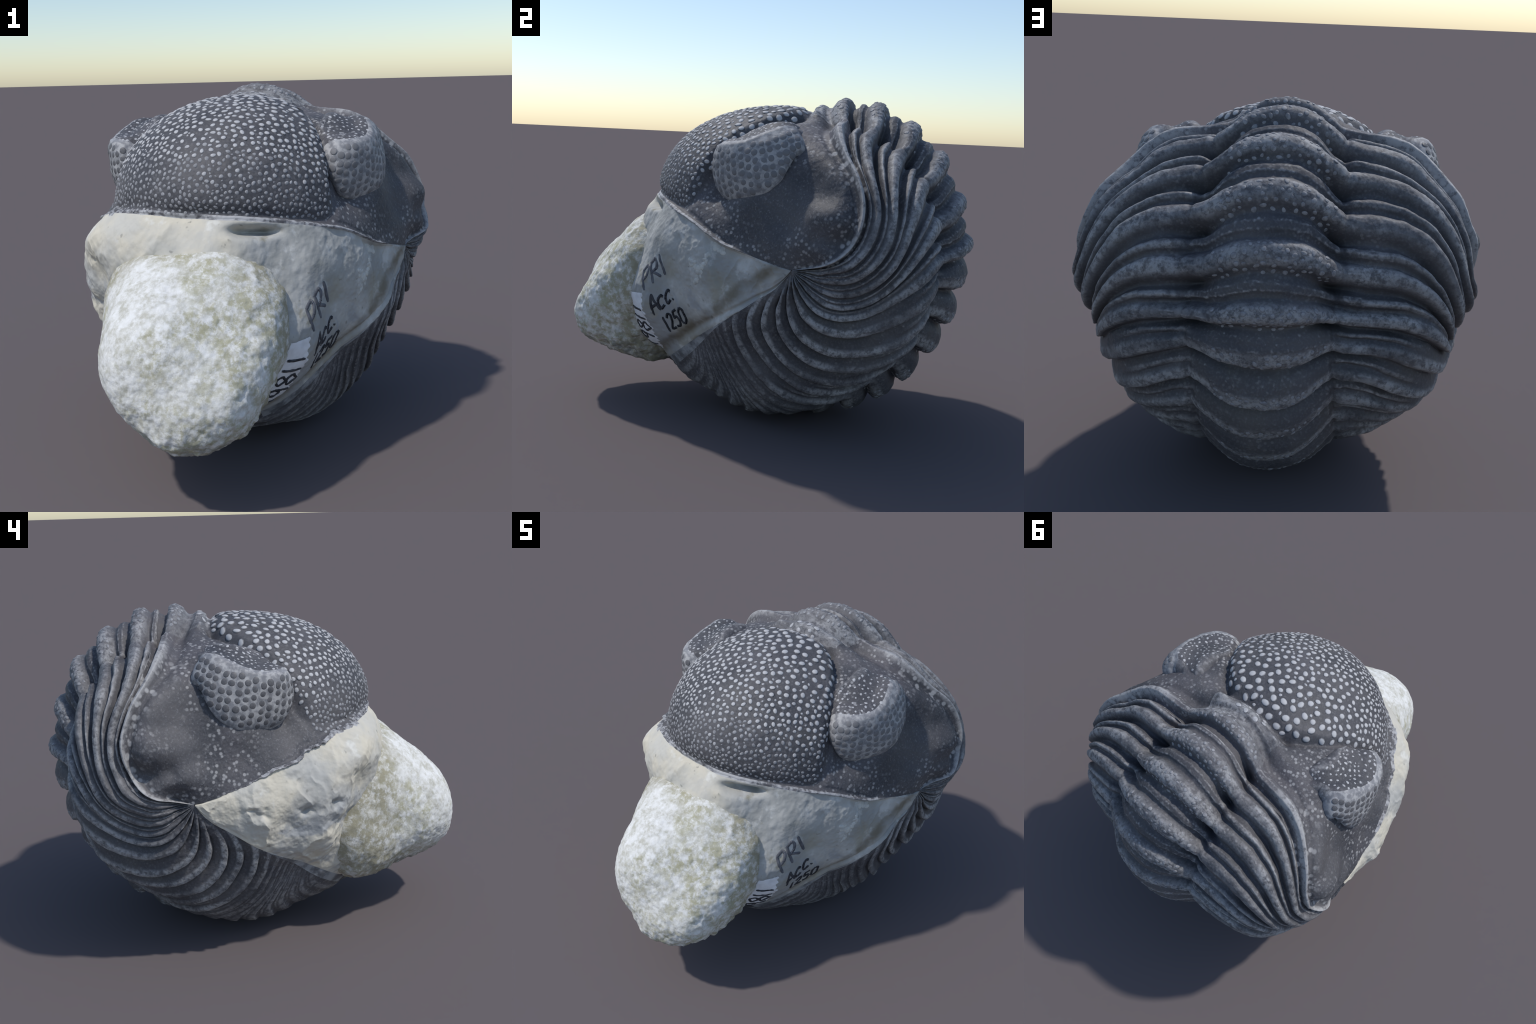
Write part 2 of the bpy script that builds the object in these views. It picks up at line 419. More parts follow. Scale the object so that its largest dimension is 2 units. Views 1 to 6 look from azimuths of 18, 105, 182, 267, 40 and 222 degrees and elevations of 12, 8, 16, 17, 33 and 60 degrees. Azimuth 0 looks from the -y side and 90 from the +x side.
class G:
    """tiny node-graph helper"""

    def __init__(self, name, rough=.75):
        self.m, self.t, self.n, self.l, self.b = new_mat(name)
        self.b.inputs['Roughness'].default_value = rough
        self.b.inputs['Specular IOR Level'].default_value = .3
        self.co = self.n.new('ShaderNodeTexCoord').outputs['Object']

    def link(self, a, b):
        if isinstance(a, (int, float)):
            b.default_value = a
        elif isinstance(a, tuple):
            b.default_value = a if len(a) == 4 else (*a, 1)
        else:
            self.l.new(a, b)

    def noise(self, scale, detail=3, rough=.55, co=None, dist=0):
        x = self.n.new('ShaderNodeTexNoise')
        x.inputs['Scale'].default_value = scale
        x.inputs['Detail'].default_value = detail
        x.inputs['Roughness'].default_value = rough
        x.inputs['Distortion'].default_value = dist
        self.l.new(co or self.co, x.inputs['Vector'])
        return x.outputs['Fac']

    def voro(self, scale, feature='F1', co=None):
        x = self.n.new('ShaderNodeTexVoronoi')
        x.feature = feature
        x.inputs['Scale'].default_value = scale
        self.l.new(co or self.co, x.inputs['Vector'])
        return x.outputs['Distance']

    def ramp(self, f, a, b, lo=0., hi=1.):
        x = self.n.new('ShaderNodeMapRange')
        x.interpolation_type = 'SMOOTHSTEP'
        self.link(f, x.inputs[0])
        for i, v in zip((1, 2, 3, 4), (a, b, lo, hi)):
            x.inputs[i].default_value = v
        return x.outputs[0]

    def lin(self, f, a, b, lo, hi):
        x = self.n.new('ShaderNodeMapRange')
        self.link(f, x.inputs[0])
        for i, v in zip((1, 2, 3, 4), (a, b, lo, hi)):
            x.inputs[i].default_value = v
        return x.outputs[0]

    def math(self, op, a, b=0.):
        x = self.n.new('ShaderNodeMath')
        x.operation = op
        self.link(a, x.inputs[0])
        self.link(b, x.inputs[1])
        return x.outputs[0]

    def mix(self, f, a, b):
        x = self.n.new('ShaderNodeMix')
        x.data_type = 'RGBA'
        self.link(f, x.inputs[0])
        self.link(a, x.inputs[6])
        self.link(b, x.inputs[7])
        return x.outputs[2]

    def xyz(self):
        x = self.n.new('ShaderNodeSeparateXYZ')
        self.l.new(self.co, x.inputs[0])
        return x.outputs

    def point(self):
        return self.n.new('ShaderNodeNewGeometry').outputs['Pointiness']

    def bump(self, f, strength=.3, dist=.01):
        x = self.n.new('ShaderNodeBump')
        x.inputs['Strength'].default_value = strength
        x.inputs['Distance'].default_value = dist
        self.l.new(f, x.inputs['Height'])
        self.l.new(x.outputs[0], self.b.inputs['Normal'])

    def done(self, col):
        self.link(col, self.b.inputs['Base Color'])
        return self.m


SLATE, SLATE_D, SLATE_P = (.104, .101, .107), (.060, .061, .069), (.118, .111, .121)
PALE = (.41, .405, .405)


def fan_phase(g):
    """in nodes: how far a point is from a rib crest (the fan coordinate again)"""
    def fcurve(val, f, x0, x1, y0, y1, n=None, pts=None):
        xs = np.linspace(x0, x1, n) if pts is None else np.array(pts)
        ys = f(xs)
        nd = g.n.new('ShaderNodeFloatCurve')
        c = nd.mapping.curves[0]
        for k, (x, y) in enumerate(zip((xs - x0) / (x1 - x0), (ys - y0) / (y1 - y0))):
            if k == 0:
                c.points[0].location = (x, y)
            elif k == len(xs) - 1:
                c.points[-1].location = (x, y)
            else:
                c.points.new(x, y)
        for p in c.points:
            p.handle_type = 'VECTOR'
        nd.mapping.update()
        g.link(g.lin(val, x0, x1, 0, 1), nd.inputs['Value'])
        return g.lin(nd.outputs[0], 0, 1, y0, y1)
    sub = g.n.new('ShaderNodeVectorMath')
    sub.operation = 'SUBTRACT'
    g.l.new(g.co, sub.inputs[0])
    sub.inputs[1].default_value = HUB
    sep = g.n.new('ShaderNodeSeparateXYZ')
    g.l.new(sub.outputs[0], sep.inputs[0])
    ln = g.n.new('ShaderNodeVectorMath')
    ln.operation = 'LENGTH'
    g.l.new(sub.outputs[0], ln.inputs[0])
    lam = g.math('MULTIPLY', g.math('ARCSINE', g.math('DIVIDE', sep.outputs[0], ln.outputs['Value'])), 57.29578)
    phi = g.math('MULTIPLY', g.math('ARCTAN2', sep.outputs[2], sep.outputs[1]), 57.29578)
    al = g.math('ABSOLUTE', lam)
    sh = g.lin(al, 25, 40, 0, 1)
    bow = fcurve(al, lambda x: curve(x, BOW), 0, 90, -1, 6, 37)
    t = g.math('ADD', phi, fcurve(al, lambda x: curve(x, SWEEP), 0, 110, 0, 90, 45))
    for _ in range(5):
        a2 = g.math('ADD', al, g.math('MULTIPLY', sh, fcurve(t, lambda x: curve(x, SWEEP_SHIFT), -150, 130, -6, 16, 36)))
        sw = fcurve(a2, lambda x: curve(x, SWEEP), 0, 110, 0, 90, 45)
        bw = g.math('MULTIPLY', bow, fcurve(t, lambda x: curve(x, BOW_K), -160, 120, -2, 2, 36))
        t = g.math('ADD', phi, g.math('ADD', sw, bw))
    n = len(crest)
    order = np.sort(crest)
    idx = fcurve(t, lambda x: np.interp(-x, -crest, np.arange(n)), order[0], order[-1], 0, n, pts=order)
    v = g.math('FRACT', idx)
    return t, lam, al, v


def shell_mat(name, speck=.5, ridge=.6, purple=.3, spot_scale=34, stain=.25, ribs=0., border=0.):
    g = G(name, .62)
    base = g.mix(g.ramp(g.noise(3.5, 4), .35, .68), SLATE_D, SLATE)
    base = g.mix(g.math('MULTIPLY', g.ramp(g.noise(2.2, 2), .45, .65), purple), base, SLATE_P)
    base = g.mix(g.math('MULTIPLY', g.ramp(g.noise(5, 3), .52, .7), stain), base, (.135, .125, .11))
    grain = g.noise(110, 2)
    base = g.mix(g.math('MULTIPLY', g.ramp(grain, .45, .75), .22), base, (.2, .2, .22))
    # pale rubbed crests of the ribs, broken up into specks
    spk = g.ramp(g.noise(46, 4, .62), .40, .62)
    patch = g.ramp(g.noise(7, 3), .34, .62, .35, 1.)
    crest_ = g.ramp(g.point(), .505, .528)
    rd = g.math('MULTIPLY', crest_, g.math('ADD', .22, g.math('MULTIPLY', spk, .78)))
    base = g.mix(g.math('MULTIPLY', g.math('MULTIPLY', rd, patch), ridge), base, PALE)
    if border:
        t, lam, al, v = fan_phase(g)
        br = g.math('MULTIPLY', g.ramp(g.math('ABSOLUTE', g.math('SUBTRACT', t, 84.2)), 3.4, 1.0), g.ramp(al, 24, 34))
        mott = g.ramp(g.noise(38, 5, .7), .36, .54)
        base = g.mix(g.math('MULTIPLY', br, g.math('ADD', .2, g.math('MULTIPLY', mott, .7))), base, PALE)
        wart = g.math('MULTIPLY', g.ramp(g.voro(30), .46, .24), g.math('MULTIPLY', g.ramp(t, 103, 87), g.ramp(al, 34, 46)))
        wart = g.math('MULTIPLY', wart, g.ramp(g.noise(7, 3), .38, .55))
        base = g.mix(g.math('MULTIPLY', wart, border), base, PALE)
    if ribs:
        t, lam, al, v = fan_phase(g)
        near = g.math('MINIMUM', v, g.math('SUBTRACT', 1., v))
        main = g.ramp(near, .27, .10)
        flat = g.math('MULTIPLY', g.ramp(al, 36, 50), g.ramp(t, 26, 4))
        second = g.math('MULTIPLY', g.math('SUBTRACT', 1., flat), g.math('MULTIPLY', g.ramp(g.math('ABSOLUTE', g.math('SUBTRACT', v, .585)), .10, .03), g.ramp(al, 24, 30, 0, .8)))
        rub = g.math('MAXIMUM', main, second)
        mott = g.math('MULTIPLY', g.ramp(g.noise(34, 5, .7), .36, .56), g.ramp(g.noise(70, 3, .6), .34, .52, .45, 1.))
        broad = g.ramp(g.noise(5, 3), .35, .62, .25, 1.)
        f = g.math('MULTIPLY', g.math('MULTIPLY', rub, g.math('ADD', .10, g.math('MULTIPLY', mott, .90))), broad)
        f = g.math('MULTIPLY', f, g.ramp(al, 82, 74, .3, 1.))
        base = g.mix(g.math('MULTIPLY', f, ribs), base, (.385, .385, .39))
    # scattered pale granules and fine flecks
    dots = g.ramp(g.voro(spot_scale), .40, .20)
    where = g.ramp(g.noise(4.2, 3), .42, .60)
    base = g.mix(g.math('MULTIPLY', g.math('MULTIPLY', dots, where), speck), base, PALE)
    fleck = g.ramp(g.noise(95, 2, .5), .60, .70)
    base = g.mix(g.math('MULTIPLY', fleck, speck * .35), base, (.32, .32, .335))
    g.bump(g.noise(140, 3), .25, .004)
    return g.done(base)


M_GLAB = shell_mat('glabella_shell', .12, .15, .2, 60, .15)
M_CHEEK = shell_mat('cheek_shell', .68, .8, .7, 44, .10, border=.9)
M_BACK = shell_mat('thorax_shell', .16, .8, .25, 52, .3, .9)
_g = G('tail_rim_shell', .65)
M_TRIM = _g.done(_g.mix(_g.ramp(_g.noise(13, 5, .6), .36, .62), (.13, .135, .145), (.33, .345, .36)))
_g = G('rim_shell', .6)
M_RIM = _g.done(_g.mix(_g.ramp(_g.noise(26, 4, .65), .38, .60), (.115, .113, .122), (.42, .42, .43)))
M_TAIL = shell_mat('tail_shell', .2, .8, .15, 50, .25, .55)


def tub_mat(name, pale, dark):
    g = G(name, .6)
    return g.done(g.mix(g.ramp(g.noise(60, 2), .35, .65), dark, pale))


M_TUB = tub_mat('tubercle_tip', (.47, .468, .475), (.375, .375, .385))
_g = G('soft_tubercle', .6)
_v = _g.n.new('ShaderNodeVectorMath')
_v.operation = 'LENGTH'
_m = _g.n.new('ShaderNodeVectorMath')
_m.operation = 'MULTIPLY'
_m.inputs[1].default_value = (1, 1, 0)
_g.l.new(_g.co, _m.inputs[0])
_g.l.new(_m.outputs[0], _v.inputs[0])
_edge = _g.ramp(_g.math('ADD', _v.outputs['Value'], _g.math('MULTIPLY', _g.math('SUBTRACT', _g.noise(2.2, 3), .5), .35)), .99, .62)
M_TUB_SOFT = _g.done(_g.mix(_edge, (.10, .10, .108), (.475, .473, .48)))
M_TUB_RIM = tub_mat('tubercle_skirt', (.22, .22, .24), (.14, .14, .155))
M_TUB_WORN = tub_mat('worn_tubercle_tip', (.32, .322, .335), (.21, .212, .225))
M_TUB_DIM = tub_mat('granule_tip', (.30, .31, .33), (.20, .21, .225))


def eye_mat():
    g = G('eye_sclera', .6)
    c = g.mix(g.ramp(g.noise(40, 3), .38, .62), (.22, .222, .235), (.41, .405, .405))
    g.bump(g.noise(120, 2), .2, .004)
    return g.done(c)


def lens_mat():
    g = G('eye_lens', .5)
    z = g.xyz()[2]
    c = g.mix(g.ramp(g.noise(3, 2), .3, .7), (.10, .10, .108), (.14, .139, .145))
    c = g.mix(g.math('MULTIPLY', g.ramp(z, .80, .98), .35), c, (.3, .31, .33))
    return g.done(c)


M_EYE, M_LENS = eye_mat(), lens_mat()
_g = G('dusty_lens', .6)
M_LENS_DUST = _g.done(_g.mix(_g.ramp(_g.noise(24, 4, .6), .36, .62), (.115, .115, .122), (.25, .25, .258)))


def rock_mat():
    g = G('rock_fill', .8)
    x, y, z = g.xyz()
    warp = g.noise(6, 4)
    side = g.ramp(g.math('ADD', x, g.math('MULTIPLY', g.math('SUBTRACT', warp, .5), .5)), .0, .28)
    cream = g.mix(g.ramp(g.noise(7, 4), .35, .65), (.62, .575, .475), (.55, .53, .475))
    cream = g.mix(g.math('MULTIPLY', g.ramp(g.noise(3.3, 3), .52, .66), .6), cream, (.36, .365, .36))
    cream = g.mix(g.math('MULTIPLY', g.ramp(g.noise(9, 4), .62, .72), .7), cream, (.72, .71, .66))
    grey = g.mix(g.ramp(g.noise(6, 5), .35, .65), (.33, .333, .32), (.475, .472, .45))
    grey = g.mix(g.math('MULTIPLY', g.ramp(g.noise(4, 4), .50, .68), .55), grey, (.36, .335, .255))
    grey = g.mix(g.math('MULTIPLY', g.ramp(g.noise(9, 5, .65), .54, .68), .7), grey, (.60, .605, .59))
    grey = g.mix(g.math('MULTIPLY', g.ramp(g.noise(6.5, 5, .65), .54, .66), g.ramp(y, -.34, -.52, 0, .75)), grey, (.28, .255, .18))
    c = g.mix(side, cream, grey)
    smear = g.math('MULTIPLY', g.ramp(g.noise(3.6, 4, .6, None, 1.2), .50, .62), g.ramp(z, .86, .66))
    c = g.mix(g.math('MULTIPLY', smear, .75), c, (.34, .355, .375))
    for c_, pr, _ in DENTS[:3]:
        px, py, pz = on_skin(np.array([c_]) - HUB)[0][0]
        d_ = g.n.new('ShaderNodeVectorMath')
        d_.operation = 'DISTANCE'
        g.l.new(g.co, d_.inputs[0])
        d_.inputs[1].default_value = (px, py, pz)
        dd_ = g.math('ADD', d_.outputs['Value'], g.math('MULTIPLY', g.math('SUBTRACT', g.noise(22, 3), .5), .05))
        c = g.mix(g.ramp(dd_, pr * 1.1, pr * .5, 0, .55), c, (.25, .255, .25))
    # brown seam above the tail edge, pale band below it (measured from the tail plane)
    ca, sa = math.cos(math.radians(-141.3)), math.sin(math.radians(-141.3))
    dy, dz = g.math('SUBTRACT', y, float(HUB[1])), g.math('SUBTRACT', z, float(HUB[2]))
    dist = g.math('ADD', g.math('SUBTRACT', g.math('MULTIPLY', dy, sa), g.math('MULTIPLY', dz, ca)), g.math('MULTIPLY', g.math('SUBTRACT', warp, .5), .05))
    dist = g.math('ABSOLUTE', dist)
    seam = g.math('MULTIPLY', g.ramp(g.math('ABSOLUTE', g.math('SUBTRACT', dist, .055)), .042, .006), side)
    c = g.mix(g.math('MULTIPLY', seam, g.ramp(g.noise(8, 3), .3, .6, .3, .8)), c, (.16, .135, .095))
    # dark spots and pits
    c = g.mix(g.math('MULTIPLY', g.ramp(g.noise(26, 2), .68, .76), .5), c, (.16, .155, .14))
    g.bump(g.noise(70, 4), .25, .006)
    return g.done(c)


def lime_mat():
    g = G('limestone', .85)
    c = g.mix(g.ramp(g.noise(20, 6, .7), .34, .64), (.49, .475, .41), (.74, .735, .71))
    c = g.mix(g.math('MULTIPLY', g.ramp(g.noise(55, 4, .6), .45, .65), .45), c, (.83, .83, .82))
    x, y, z = g.xyz()
    cover = g.math('ADD', g.noise(3.6, 4), g.math('ADD', g.ramp(y, -.74, -.56, 0, .14), g.ramp(x, .05, .33, 0, .13)))  # olive cover grows towards +y and towards +x
    cover = g.math('ADD', cover, g.ramp(z, .50, .28, 0, .10))
    lich = g.math('MULTIPLY', g.ramp(g.noise(22, 6, .74), .43, .60), g.ramp(cover, .47, .64))
    c = g.mix(g.math('MULTIPLY', lich, .8), c, (.37, .35, .215))
    spots = g.math('MULTIPLY', g.ramp(g.voro(26), .30, .12), g.ramp(g.noise(6, 3), .48, .60))
    c = g.mix(g.math('MULTIPLY', spots, .6), c, (.34, .335, .22))
    dirt = g.ramp(g.math('ADD', z, g.math('MULTIPLY', g.noise(5, 4), .3)), .56, .34)
    c = g.mix(g.math('MULTIPLY', g.math('MULTIPLY', dirt, g.ramp(g.noise(18, 4, .65), .40, .58)), .9), c, (.21, .215, .20))
    root_ = g.math('MULTIPLY', g.ramp(g.math('ADD', y, g.math('MULTIPLY', g.noise(6, 5, .65), .22)), -.60, -.44), g.ramp(g.noise(22, 5, .7), .36, .58, .25, 1.))
    c = g.mix(g.math('MULTIPLY', root_, .75), c, (.30, .275, .20))
    g.bump(g.noise(60, 5), .35, .008)
    return g.done(c)


M_ROCK, M_LIME = rock_mat(), lime_mat()
_g = G('light_edge_chip', .8)
M_CHIP = _g.done(_g.mix(_g.ramp(_g.noise(30, 3), .4, .65), (.60, .60, .56), (.45, .455, .44)))  # lightened to show the light caught along the broken edges
_g = G('label_paint', .6)
M_LABEL = _g.done(_g.mix(_g.ramp(_g.noise(30, 3), .4, .7), (.80, .81, .84), (.70, .71, .74)))
_g = G('ink', .6)
M_INK = _g.done(_g.mix(_g.ramp(_g.noise(40, 2), .4, .7), (.03, .032, .038), (.065, .068, .078)))
_g = G('pencil_ink', .6)
M_INK2 = _g.done(_g.mix(_g.ramp(_g.noise(40, 2), .4, .7), (.09, .095, .11), (.15, .155, .175)))

# ------------------------------------------------------------------ objects
root = bpy.data.objects.new('trilobite_fossil', None)
bpy.context.collection.objects.link(root)
root['label'] = 'rolled-up grey trilobite fossil with pale stone and white knob'
root['category'] = 'fossil'


def add(name, me, parent, mats=()):
    for m in mats:
        me.materials.append(m)
    o = bpy.data.objects.new(name, me)
    bpy.context.collection.objects.link(o)
    o.parent = parent
    return o


def mesh_np(name, V, quads, normals=None, mat_idx=None):
    me = bpy.data.meshes.new(name)
    V = np.ascontiguousarray(V, np.float32)
    F = np.ascontiguousarray(quads, np.int32)
    n, k = F.shape
    me.vertices.add(len(V))
    me.vertices.foreach_set('co', V.ravel())
    me.loops.add(n * k)
    me.loops.foreach_set('vertex_index', F.ravel())
    me.polygons.add(n)
    me.polygons.foreach_set('loop_start', np.arange(0, n * k, k, dtype=np.int32))
    me.polygons.foreach_set('loop_total', np.full(n, k, np.int32))
    if mat_idx is not None:
        me.polygons.foreach_set('material_index', np.ascontiguousarray(mat_idx, np.int32))
    me.update()
    me.validate()
    me.polygons.foreach_set('use_smooth', np.ones(n, bool))
    if normals is not None:
        me.normals_split_custom_set_from_vertices([tuple(x) for x in normals.tolist()])
    return me


IDX = np.arange(nl * nt).reshape(nl, nt)
QUADS = np.stack([IDX[:-1], np.roll(IDX[:-1], -1, 1), np.roll(IDX[1:], -1, 1), IDX[1:]], -1)   # (nl-1, nt, 4)
# orientation check against the outward direction
_q = QUADS[nl // 2, 40]
_n = np.cross(P[_q[1]] - P[_q[0]], P[_q[3]] - P[_q[0]])
if _n @ DIR[_q[0]] < 0:
    QUADS = QUADS[..., ::-1]
FN = NRM.reshape(-1, 3)
face_gin = gin.reshape(nl, nt)[:-1]
face_lam = L[:-1]


def piece(name, mask, mat):
    """cut a region out of the skin as an object of its own"""
    F = QUADS[mask]
    ids, inv = np.unique(F, return_inverse=True)
    me = mesh_np(name, P[ids], inv.reshape(-1, 4), FN[ids])
    return add(name, me, root, (mat,))


colid = np.arange(nt)
Mx = np.zeros((nl - 1, nt), bool)


def cols_between(a, b):
    m = Mx.copy()
    m[:, a:b] = True
    return m


_tr = cols_between(0, 13) & (np.abs(L[:-1]) < 76) & (np.abs(L[:-1]) > 14)
o_tail = piece('tail_shield', cols_between(0, N_TAIL) & ~_tr, M_TAIL)
o_tail_rim = piece('tail_rim', _tr, M_TRIM)
# thorax plates: cut at the grooves between rings
cuts = [T_NECK]
for a, b_ in zip(RING_T[1:-1], RING_T[2:]):
    cuts.append(a + (b_ - a) * .48)
cuts.append(T_TAIL)
tcol = T[0, N_TAIL:N_TAIL + N_BACK]
segs = []
for hi, lo in zip(cuts[:-1], cuts[1:]):
    a = N_TAIL + int(np.searchsorted(tcol, lo))
    b_ = N_TAIL + int(np.searchsorted(tcol, hi))
    segs.append(piece('thorax_segment', cols_between(a, b_), M_BACK))
hm = cols_between(N_TAIL + N_BACK, N_TAIL + N_BACK + N_HEAD)
gl = hm & (face_gin > .4)
ring_q = np.abs(face_lam) / curve(T[:-1].ravel(), AXIS_W).reshape(nl - 1, nt)
oc = hm & ~gl & (ring_q < 1.0) & (T[:-1] < 99)
jb = N_TAIL + N_BACK + N_HEAD
fb = cols_between(jb - 5, jb) & (np.abs(face_lam) < 66)
gl, oc, hm = gl & ~fb, oc & ~fb, hm & ~fb
o_rim = piece('front_border', fb, M_RIM)
o_glab = piece('glabella', gl, M_GLAB)
o_occ = piece('occipital_ring', oc, M_BACK)
o_cheek_r = piece('cheek', hm & ~gl & ~oc & (face_lam > 0), M_CHEEK)
o_cheek_l = piece('cheek', hm & ~gl & ~oc & (face_lam <= 0), M_CHEEK)
o_rock = piece('rock_fill', cols_between(nt - N_FILL, nt), M_ROCK)


# ------------------------------------------------------------------ tubercles
def dome_mesh(name, mats, squash=.42, seed=0, rings=5, seg=14, wob=1.):
    """a low rounded wart, unit radius, pale tip on a darker skirt"""
    r_ = np.random.default_rng(seed)
    ph = r_.uniform(0, 6.28, 3)
    V, F, mi = [(0, 0, squash)], [], []
    for a in range(1, rings + 1):
        th = a / rings * 1.75
        for b_ in range(seg):
            an = b_ / seg * 2 * math.pi
            k_ = 1 + wob * (.10 * math.sin(2 * an + ph[0]) + .07 * math.sin(3 * an + ph[1]))
            V.append((math.sin(th) * math.cos(an) * k_, math.sin(th) * math.sin(an) * k_, math.cos(th) * squash))
    for b_ in range(seg):
        F.append((0, 1 + b_, 1 + (b_ + 1) % seg))
        mi.append(0)
    for a in range(rings - 1):
        for b_ in range(seg):
            c, d = 1 + a * seg + b_, 1 + a * seg + (b_ + 1) % seg
            F += [(c, c + seg, d + seg), (c, d + seg, d)]
            mi += [0 if a < rings - 3 else 1] * 2
    return np.array(V), np.array(F), np.array(mi)


DOMES = [dome_mesh('tubercle', None, .42, s_, wob=.6) for s_ in range(5)]
TUB_ME = []
for V, F, mi in DOMES:
    me = mesh_np('tubercle', V, F, None, mi)
    me.materials.append(M_TUB_SOFT)
    me.materials.append(M_TUB_SOFT)
    TUB_ME.append(me)


def frame(n, roll):
    a = np.cross(n, [0, 0, 1.])
    if np.linalg.norm(a) < 1e-3:
        a = np.array([1., 0, 0])
    a = a / np.linalg.norm(a)
    b_ = np.cross(n, a)
    c, s_ = math.cos(roll), math.sin(roll)
    return np.stack([c * a + s_ * b_, -s_ * a + c * b_, n], 1)


def scatter(pts, nrm, rad, gap=1.0):
    """dart throwing: keep points whose discs do not touch"""
    keep = []
    KP = np.empty((len(pts), 3))
    KR = np.empty(len(pts))
    for i in range(len(pts)):
        n = len(keep)
        if n and (((KP[:n] - pts[i]) ** 2).sum(1) < ((KR[:n] + rad[i]) * gap) ** 2).any():
            continue
        KP[n], KR[n] = pts[i], rad[i]
        keep.append(i)
    return np.array(keep, int)


def stuff(name, parent, items, mats, sink=.15, flat=1.):
    """join many small domes (position, normal, radius) in one mesh"""
    VV, FF, MM, off = [], [], [], 0
    for k_, (p, n, r) in enumerate(items):
        V, F, mi = DOMES[k_ % len(DOMES)]
        M = frame(n, rng.uniform(0, 6.28))
        st = rng.uniform(.85, 1.25)
        VV.append((V * [r * st, r / st, r * flat] - [0, 0, sink * r]) @ M.T + p)
        FF.append(F + off)
        MM.append(mi)
        off += len(V)
    o = add(name, mesh_np(name, np.vstack(VV), np.vstack(FF), None, np.concatenate(MM)), parent, mats)
    o['kind'] = 'stuff'
    return o


def skin_sample(mask, n):
    """random skin points inside a boolean grid mask, area-weighted"""
    ii, jj = np.nonzero(mask)
    area = np.linalg.norm(np.cross(dl[ii, jj], dt[ii, jj]), axis=1)
    pk = rng.choice(len(ii), n, p=area / area.sum())
    return GRID[ii[pk], jj[pk]], NRM[ii[pk], jj[pk]], ii[pk], jj[pk]


ginG = gin.reshape(nl, nt)
tp, tn, ti, tj = skin_sample(ginG > .9, 14000)
tphi = PHI[ti, tj]
tr = curve(tphi, [(97, .0175), (108, .0165), (122, .0135), (138, .0108), (150, .0086), (163, .0072)]) * 1.05 * rng.choice([1.1, .95, .8, .5], len(tp), p=[.35, .35, .2, .1])
tgap = 1.13
order = np.argsort(-tr + rng.uniform(0, .006, len(tr)))
tp, tn, tr, tphi = tp[order], tn[order], tr[order], tphi[order]
kp = scatter(tp, tn, tr, tgap)
tp, tn, tr, tphi = tp[kp], tn[kp], tr[kp], tphi[kp]
big = np.argsort(-tr)[:300]
isbig = np.zeros(len(tr), bool)
isbig[big] = True
for i in big:
    o = bpy.data.objects.new('tubercle', TUB_ME[i % 5])
    bpy.context.collection.objects.link(o)
    o.parent = o_glab
    M = frame(tn[i], rng.uniform(0, 6.28))
    st = rng.uniform(.88, 1.22)
    S = M * (np.array([st, 1 / st, 1.]) * tr[i])
    o.matrix_local = Matrix([[*S[k_], tp[i][k_] - tn[i][k_] * tr[i] * .12] for k_ in range(3)] + [[0, 0, 0, 1]])
low_t = tphi + rng.normal(0, 3, len(tphi)) > 147
stuff('small_tubercles', o_glab, [(tp[i], tn[i], tr[i]) for i in np.nonzero(~isbig & ~low_t)[0]], (M_TUB, M_TUB_RIM), .12, 1.)
stuff('worn_tubercles', o_glab, [(tp[i], tn[i], tr[i]) for i in np.nonzero(~isbig & low_t)[0]], (M_TUB_WORN, M_TUB_RIM), .18, 1.)

# granules on the ring crests and on the cheeks
qG = np.abs(L) / curve(T.ravel(), AXIS_W).reshape(nl, nt)
kG = np.interp(-T, -crest, np.arange(len(crest)))
vG = (kG + .5) % 1 - .5
m = (PARTC == 2) & (np.abs(L) < 7.5) & (PHI > 93.5) & (PHI < 98)
p, n, _, _ = skin_sample(m, 200)
r = rng.uniform(.010, .0155, len(p))
kp = scatter(p, n, r, 1.25)[:9]
stuff('neck_tubercles', o_occ, [(p[i], n[i], r[i]) for i in kp], (M_TUB, M_TUB_RIM), .15, 1.)
for so in [(o_occ, part[None] == 2, 84, 88, 20)] + [(s_, None, None, None, 0) for s_ in segs]:
    o = so[0]
    if o is o_occ:
        m = (PARTC == 2) & (qG < .8) & (T > 83) & (T < 88)
        c_ = 60
    else:
        k_ = segs.index(o)
        m = (PARTC == 1) & (qG < .72) & (np.abs(kG - (k_ + 1) - .08) < .24)
        c_ = 55
    if not m.any():
        continue
    p, n, _, _ = skin_sample(m, c_ * 4)
    r = rng.uniform(.0065, .0115, len(p)) * 1.05
    kp = scatter(p, n, r, 1.25)[:c_]
    stuff('ring_granules', o, [(p[i], n[i], r[i]) for i in kp], (M_TUB_WORN, M_TUB_RIM), .12, .9)


# ------------------------------------------------------------------ eyes
def spline3(pts, n):
    pts = np.asarray(pts, float)
    s_ = np.r_[0, np.cumsum(np.linalg.norm(np.diff(pts, axis=0), axis=1))]
    x = np.linspace(0, s_[-1], n)
    return np.stack([curve(x, list(zip(s_, pts[:, k_]))) for k_ in range(3)], 1)


